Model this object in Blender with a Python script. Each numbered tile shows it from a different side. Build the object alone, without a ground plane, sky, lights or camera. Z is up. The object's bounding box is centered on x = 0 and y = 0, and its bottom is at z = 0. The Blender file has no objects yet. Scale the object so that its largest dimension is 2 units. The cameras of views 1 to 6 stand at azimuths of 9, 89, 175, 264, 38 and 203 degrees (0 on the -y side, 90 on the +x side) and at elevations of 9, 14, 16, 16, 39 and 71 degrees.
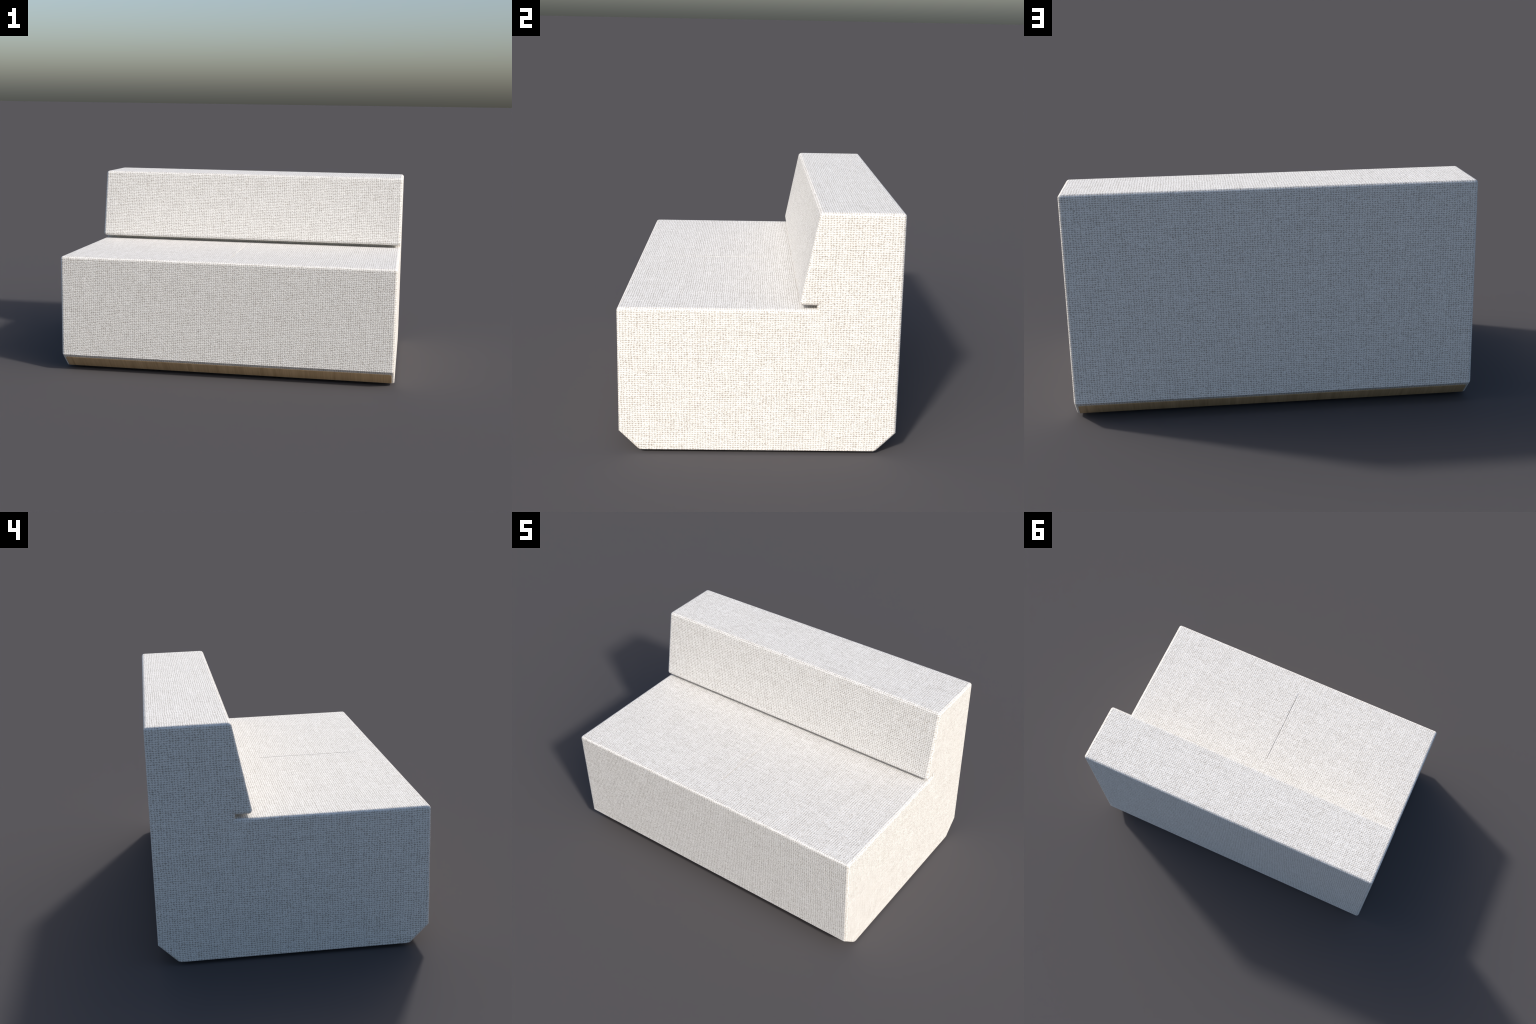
"""Low armless two-seat sofa: one block of woven cream upholstery (seat and
backrest cut from one profile), a reveal slot under the backrest, a pressed
centre seam in the seat, chamfered lower edges faced with oak boards, glides."""
import bpy, bmesh, math
from mathutils import Vector

# ------------------------------------------------------------------ sizes (m)
HALF_LENGTH = 1.000
HALF_DEPTH = 0.650
SEAT_TOP = 0.7055
BACK_TOP = 1.1560
BODY_BOTTOM = 0.0162
SLOT_BACK = 0.2620          # y of the reveal slot's inner wall
SLOT_TOP = 0.7240           # underside of the backrest overhang
BACK_FOOT_Y = 0.1810        # front of the backrest, at its lower lip
BACK_HEAD_Y = 0.2645        # front of the backrest, at the top
LIP_Z = 0.1042              # where front and back cloth turn under
CHAMFER_SUM = 0.5458        # |y| - z on the cloth chamfer
EDGE_RADIUS = 0.0165
LIP_RADIUS = 0.021           # lower front lip of the backrest
SEAM_FRONT, SEAM_END = -0.510, 0.056
SEAM_HALF_WIDTH, SEAM_DEPTH = 0.0025, 0.0055


# ------------------------------------------------------------ node shorthand
class Nodes:
    def __init__(self, material):
        material.use_nodes = True
        self.tree = material.node_tree
        self.tree.nodes.clear()

    def add(self, kind, **settings):
        n = self.tree.nodes.new(kind)
        for k, v in settings.items():
            setattr(n, k, v)
        return n

    def link(self, a, b):
        self.tree.links.new(a, b)

    def _feed(self, socket, value):
        if hasattr(value, "is_output"):
            self.link(value, socket)
        else:
            socket.default_value = value

    def math(self, op, a, b=0.0, c=0.0, clamp=False):
        n = self.add("ShaderNodeMath", operation=op, use_clamp=clamp)
        for s, v in zip(n.inputs, (a, b, c)):
            self._feed(s, v)
        return n.outputs[0]

    def combine(self, x, y, z=0.0):
        n = self.add("ShaderNodeCombineXYZ")
        for s, v in zip(n.inputs, (x, y, z)):
            self._feed(s, v)
        return n.outputs[0]

    def separate(self, v):
        n = self.add("ShaderNodeSeparateXYZ")
        self.link(v, n.inputs[0])
        return n.outputs

    def noise(self, vector, scale, detail=2.0, rough=0.5):
        n = self.add("ShaderNodeTexNoise")
        n.noise_dimensions = "3D"
        self.link(vector, n.inputs["Vector"])
        n.inputs["Scale"].default_value = scale
        n.inputs["Detail"].default_value = detail
        n.inputs["Roughness"].default_value = rough
        return n.outputs["Fac"]

    def mix_number(self, fac, a, b):
        n = self.add("ShaderNodeMix", data_type="FLOAT")
        self._feed(n.inputs[0], fac)
        self._feed(n.inputs[2], a)
        self._feed(n.inputs[3], b)
        return n.outputs[0]

    def mix_colour(self, fac, a, b):
        n = self.add("ShaderNodeMix", data_type="RGBA")
        self._feed(n.inputs[0], fac)
        self._feed(n.inputs[6], a)
        self._feed(n.inputs[7], b)
        return n.outputs[2]

    def finish(self, colour, rough, height=None, distance=0.001, strength=0.5, specular=0.3, sheen=0.0):
        p = self.add("ShaderNodeBsdfPrincipled")
        self._feed(p.inputs["Base Color"], colour)
        self._feed(p.inputs["Roughness"], rough)
        p.inputs["Specular IOR Level"].default_value = specular
        p.inputs["Sheen Weight"].default_value = sheen
        if height is not None:
            b = self.add("ShaderNodeBump")
            b.inputs["Distance"].default_value = distance
            b.inputs["Strength"].default_value = strength
            self.link(height, b.inputs["Height"])
            self.link(b.outputs[0], p.inputs["Normal"])
        out = self.add("ShaderNodeOutputMaterial")
        self.link(p.outputs[0], out.inputs[0])


# ------------------------------------------------------------------ materials
YARN_PITCH_U, YARN_PITCH_V = 0.0126, 0.0104
YARN_LIGHT = (0.845, 0.836, 0.817, 1)
YARN_GAP = (0.375, 0.35, 0.315, 1)


def woven_cloth():
    m = bpy.data.materials.new("woven_cream_cloth")
    k = Nodes(m)
    x, y, z = k.separate(k.add("ShaderNodeTexCoord").outputs["Object"])
    nx, ny, nz = k.separate(k.add("ShaderNodeNewGeometry").outputs["Normal"])
    on_end = k.math("GREATER_THAN", k.math("ABSOLUTE", nx), 0.7)
    on_top = k.math("GREATER_THAN", k.math("ABSOLUTE", nz), 0.7)
    u = k.mix_number(on_end, x, y)
    v = k.mix_number(on_top, z, y)
    layer = k.math("ADD", k.math("MULTIPLY", on_end, 3.1), k.math("MULTIPLY", on_top, 7.3))
    flat = k.combine(u, v, layer)
    # yarns wander and swell: cell coordinates pushed about by noise
    slow_u, slow_v = k.noise(flat, 14, 2), k.noise(k.combine(v, u, layer), 14, 2)
    quick_u = k.noise(k.combine(k.math("ADD", u, 5.0), v, layer), 110, 3)
    quick_v = k.noise(k.combine(u, k.math("ADD", v, 9.0), layer), 110, 3)

    def cell(coord, pitch, slow, quick):
        c = k.math("DIVIDE", coord, pitch)
        c = k.math("MULTIPLY_ADD", slow, 1.1, c)
        return k.math("MULTIPLY_ADD", quick, 1.35, c)
    cu = cell(u, YARN_PITCH_U, slow_u, quick_u)
    cv = cell(v, YARN_PITCH_V, slow_v, quick_v)

    def gap(c):
        return k.math("MULTIPLY_ADD", k.math("COSINE", k.math("MULTIPLY", c, math.tau)), 0.5, 0.5)
    gu, gv = gap(cu), gap(cv)
    weft = k.noise(k.combine(k.math("MULTIPLY", u, 9), k.math("MULTIPLY", v, 110), layer), 1, 2)
    warp = k.noise(k.combine(k.math("MULTIPLY", u, 90), k.math("MULTIPLY", v, 9), layer), 1, 2)
    speck = k.noise(flat, 210, 2, 0.6)
    cloud = k.noise(flat, 48, 1)
    hole = k.math("MULTIPLY", k.math("POWER", k.math("MULTIPLY", gu, gv), 1.5), k.math("MULTIPLY_ADD", speck, 3.4, -0.85))
    lines = k.math("ADD", k.math("MULTIPLY", gv, k.math("MULTIPLY_ADD", weft, 1.1, -0.22)),
                   k.math("MULTIPLY", gu, k.math("MULTIPLY_ADD", warp, 0.9, -0.27)))
    dark = k.math("ADD", hole, k.math("MULTIPLY", lines, 0.75))
    dark = k.math("MULTIPLY_ADD", k.math("SUBTRACT", cloud, 0.5), 0.12, dark)
    # slubs: a few yarns stay thick and pale over a long stretch
    for coords in ((k.math("MULTIPLY", u, 85), k.math("MULTIPLY", v, 2.5)), (k.math("MULTIPLY", u, 2.5), k.math("MULTIPLY", v, 100))):
        slub = k.noise(k.combine(*coords, layer), 1, 1)
        dark = k.math("SUBTRACT", dark, k.math("MULTIPLY", k.math("SUBTRACT", slub, 0.5), 0.14))
    dark = k.math("ADD", dark, 0.05, clamp=True)
    colour = k.mix_colour(dark, YARN_LIGHT, YARN_GAP)
    # plain weave relief: yarns pass over and under one another
    over = k.math("MULTIPLY", k.math("COSINE", k.math("MULTIPLY", cu, math.pi)),
                  k.math("COSINE", k.math("MULTIPLY", cv, math.pi)))
    height = k.math("SUBTRACT", 1.0, k.math("MAXIMUM", k.math("MULTIPLY", gu, 0.6), k.math("MULTIPLY", gv, 0.7)))
    height = k.math("MULTIPLY_ADD", over, 0.15, height)
    height = k.math("MULTIPLY_ADD", speck, 0.8, height)
    k.finish(colour, 0.92, height, 0.0026, 0.45, specular=0.15)
    return m


def oak_board():
    m = bpy.data.materials.new("oiled_oak")
    k = Nodes(m)
    x, y, z = k.separate(k.add("ShaderNodeTexCoord").outputs["Object"])
    # grain runs up the slope of the board, so it varies fast along its length
    fine = k.noise(k.combine(k.math("MULTIPLY", x, 210), k.math("MULTIPLY", z, 7), y), 1, 3, 0.6)
    broad = k.noise(k.combine(k.math("MULTIPLY", x, 40), k.math("MULTIPLY", z, 3), y), 1, 2)
    tone = k.math("ADD", k.math("MULTIPLY", fine, 0.5), k.math("MULTIPLY", broad, 0.5))
    ramp = k.add("ShaderNodeValToRGB")
    ramp.color_ramp.elements[0].position, ramp.color_ramp.elements[0].color = 0.33, (0.43, 0.292, 0.158, 1)
    ramp.color_ramp.elements[1].position, ramp.color_ramp.elements[1].color = 0.68, (0.64, 0.46, 0.265, 1)
    k.link(tone, ramp.inputs[0])
    k.finish(ramp.outputs[0], 0.62, fine, 0.0006, 0.2, specular=0.3)
    return m


def dark_plastic():
    m = bpy.data.materials.new("black_plastic")
    k = Nodes(m)
    grain = k.noise(k.add("ShaderNodeTexCoord").outputs["Object"], 300, 2)
    k.finish(k.mix_colour(grain, (0.015, 0.015, 0.016, 1), (0.03, 0.03, 0.03, 1)), 0.55)
    return m


# ------------------------------------------------------------------- geometry
def body_mesh():
    """Side profile swept along the sofa, rounded edges, seam pressed in."""
    foot = CHAMFER_SUM + BODY_BOTTOM
    profile = [  # (y, z, longitudinal edge is rounded)
        (-foot, BODY_BOTTOM, False), (-HALF_DEPTH, LIP_Z, False),
        (-HALF_DEPTH, SEAT_TOP, True), (SLOT_BACK, SEAT_TOP, False), (SLOT_BACK, SLOT_TOP, False),
        (BACK_FOOT_Y, SLOT_TOP, True), (BACK_HEAD_Y, BACK_TOP, True), (HALF_DEPTH, BACK_TOP, True),
        (HALF_DEPTH, LIP_Z, False), (foot, BODY_BOTTOM, False)]
    bm = bmesh.new()
    rings = [[bm.verts.new((s * HALF_LENGTH, y, z)) for y, z, _ in profile] for s in (-1, 1)]
    n, rounded = len(profile), []
    for i in range(n):
        j = (i + 1) % n
        bm.faces.new((rings[0][i], rings[1][i], rings[1][j], rings[0][j]))
    for r in rings:
        bm.faces.new(r)
    bmesh.ops.recalc_face_normals(bm, faces=bm.faces)
    for i in range(n):
        if profile[i][2]:
            rounded.append(bm.edges.get((rings[0][i], rings[1][i])))
    lip = rounded.pop(1)
    bmesh.ops.bevel(bm, geom=[lip], offset=LIP_RADIUS, segments=6, profile=0.5, affect="EDGES")
    rounded += [e for e in bm.edges if len({round(v.co.x, 4) for v in e.verts}) == 1
                and any(v.co.z > BODY_BOTTOM + 1e-4 for v in e.verts)]   # the underside stays crisp
    bmesh.ops.bevel(bm, geom=rounded, offset=EDGE_RADIUS, segments=5, profile=0.5,
                    affect="EDGES", clamp_overlap=False)
    # seam: cut a narrow strip across the seat and press its middle line down
    def slice_seat(point, normal, x_limit):
        faces = [f for f in bm.faces if f.normal.z > 0.999 and abs(f.calc_center_median().z - SEAT_TOP) < 1e-4
                 and abs(f.calc_center_median().x) < x_limit]
        geom = set(faces)
        for f in faces:
            geom.update(f.edges)
            geom.update(f.verts)
        bmesh.ops.bisect_plane(bm, geom=list(geom), plane_co=point, plane_no=normal)
    for px in (-SEAM_HALF_WIDTH, SEAM_HALF_WIDTH, 0.0):
        slice_seat((px, 0, 0), (1, 0, 0), 2 if px else SEAM_HALF_WIDTH)
    steps = 12
    stations = [SEAM_FRONT + (SEAM_END - SEAM_FRONT) * i / steps for i in range(steps + 1)]
    for py in stations:
        slice_seat((0, py, 0), (0, 1, 0), SEAM_HALF_WIDTH)
    for vert in bm.verts:
        t = (vert.co.y - SEAM_FRONT) / (SEAM_END - SEAM_FRONT)
        if abs(vert.co.x) < 1e-5 and abs(vert.co.z - SEAT_TOP) < 1e-4 and 0 < t < 1:
            vert.co.z -= SEAM_DEPTH * min(1.0, 3.5 * math.sin(math.pi * t) ** 1.2)
    # cut line where the backrest part is lifted off the seat part
    bmesh.ops.bisect_plane(bm, geom=bm.verts[:] + bm.edges[:] + bm.faces[:],
                           plane_co=(0, 0, 0.5 * (SEAT_TOP + SLOT_TOP)), plane_no=(0, 0, 1))
    me = bpy.data.meshes.new("upholstered_body")
    bm.to_mesh(me)
    bm.free()
    return me


def smooth_with_flat_faces(obj):
    me = obj.data
    for p in me.polygons:
        p.use_smooth = True
    me.set_sharp_from_angle(angle=math.radians(28))
    w = obj.modifiers.new("weighted", "WEIGHTED_NORMAL")
    w.keep_sharp, w.weight = True, 100
    graph = bpy.context.evaluated_depsgraph_get()
    graph.update()
    done = bpy.data.meshes.new_from_object(obj.evaluated_get(graph), preserve_all_data_layers=True, depsgraph=graph)
    obj.modifiers.clear()
    obj.data = done
    return done


def region(source, name, keep):
    """The faces of source that keep() accepts, with the whole body's normals."""
    verts, faces, normals, seen = [], [], [], {}
    corner = [c.vector.copy() for c in source.corner_normals]
    for p in source.polygons:
        if not keep(p.center):
            continue
        face = []
        for li in p.loop_indices:
            vi = source.loops[li].vertex_index
            if vi not in seen:
                seen[vi] = len(verts)
                verts.append(source.vertices[vi].co.copy())
            face.append(seen[vi])
            normals.append(corner[li])
        faces.append(face)
    me = bpy.data.meshes.new(name)
    me.from_pydata(verts, [], faces)
    for p in me.polygons:
        p.use_smooth = True
    me.normals_split_custom_set(normals)
    me.update()
    return me


def board_mesh():
    """Oak board lying on the front chamfer, upper corners rounded."""
    low, high = Vector((0, -0.5665, 0.0168)), Vector((0, -0.6332, 0.0853))   # face, lower and upper edge
    thick, half, corner = 0.012, 0.9835, 0.016
    rise = (high - low).length
    up = (high - low) / rise
    out = Vector((0, -up.z, up.y))
    outline = [(-half, 0.0), (half, 0.0)]            # along the board, up its slope
    for cx, start in ((half - corner, 0), (-half + corner, 90)):
        for i in range(7):
            a = math.radians(start + 15 * i)
            outline.append((cx + corner * math.cos(a), rise - corner + corner * math.sin(a)))
    base = low
    bm = bmesh.new()
    face_ring = [bm.verts.new(base + Vector((x, 0, 0)) + up * t) for x, t in outline]
    back_ring = [bm.verts.new(v.co - out * thick) for v in face_ring]
    bm.faces.new(face_ring)
    bm.faces.new(back_ring[::-1])
    n = len(outline)
    for i in range(n):
        j = (i + 1) % n
        bm.faces.new((face_ring[i], back_ring[i], back_ring[j], face_ring[j]))
    bmesh.ops.recalc_face_normals(bm, faces=bm.faces)
    bmesh.ops.bevel(bm, geom=[bm.edges.get((face_ring[i], face_ring[(i + 1) % n])) for i in range(n)],
                    offset=0.0026, segments=3, profile=0.5, affect="EDGES", clamp_overlap=True)
    me = bpy.data.meshes.new("oak_board")
    bm.to_mesh(me)
    bm.free()
    for p in me.polygons:
        p.use_smooth = True
    me.set_sharp_from_angle(angle=math.radians(50))
    return me


def glide_mesh():
    bm = bmesh.new()
    bmesh.ops.create_cone(bm, cap_ends=True, segments=32, radius1=0.024, radius2=0.028, depth=0.019)
    bmesh.ops.translate(bm, verts=bm.verts, vec=(0, 0, 0.0095))
    rim = [e for e in bm.edges if all(v.co.z < 0.001 for v in e.verts)]
    bmesh.ops.bevel(bm, geom=rim, offset=0.003, segments=2, profile=0.5, affect="EDGES")
    me = bpy.data.meshes.new("glide")
    bm.to_mesh(me)
    bm.free()
    for p in me.polygons:
        p.use_smooth = True
    me.set_sharp_from_angle(angle=math.radians(40))
    return me


# ------------------------------------------------------------------- assembly
def build():
    scene = bpy.context.scene
    sofa = bpy.data.objects.new("sofa", None)
    sofa["label"] = "low armless two-seat sofa in cream woven cloth with oak trim"
    sofa["category"] = "sofa"
    scene.collection.objects.link(sofa)

    def child(name, mesh, material):
        o = bpy.data.objects.new(name, mesh)
        mesh.materials.clear()
        mesh.materials.append(material)
        o.parent = sofa
        scene.collection.objects.link(o)
        return o

    cloth, oak, plastic = woven_cloth(), oak_board(), dark_plastic()
    helper = bpy.data.objects.new("helper", body_mesh())
    scene.collection.objects.link(helper)
    whole = smooth_with_flat_faces(helper)
    cut = 0.5 * (SEAT_TOP + SLOT_TOP)
    child("seat", region(whole, "seat", lambda c: c.z < cut), cloth)
    child("backrest", region(whole, "backrest", lambda c: c.z >= cut), cloth)
    bpy.data.objects.remove(helper)

    trim = child("wooden_trim", board_mesh(), oak)
    other = trim.copy()                       # shares the mesh, faces the back
    other.rotation_euler = (0, 0, math.pi)
    scene.collection.objects.link(other)

    glide = child("foot", glide_mesh(), plastic)
    spots = [(sx * 0.82, sy * 0.42) for sx in (-1, 1) for sy in (-1, 1)] + [(0.0, -0.42), (0.0, 0.42)]
    for i, (px, py) in enumerate(spots):
        o = glide if i == 0 else glide.copy()
        o.location = (px, py, 0)
        if i:
            scene.collection.objects.link(o)


build()
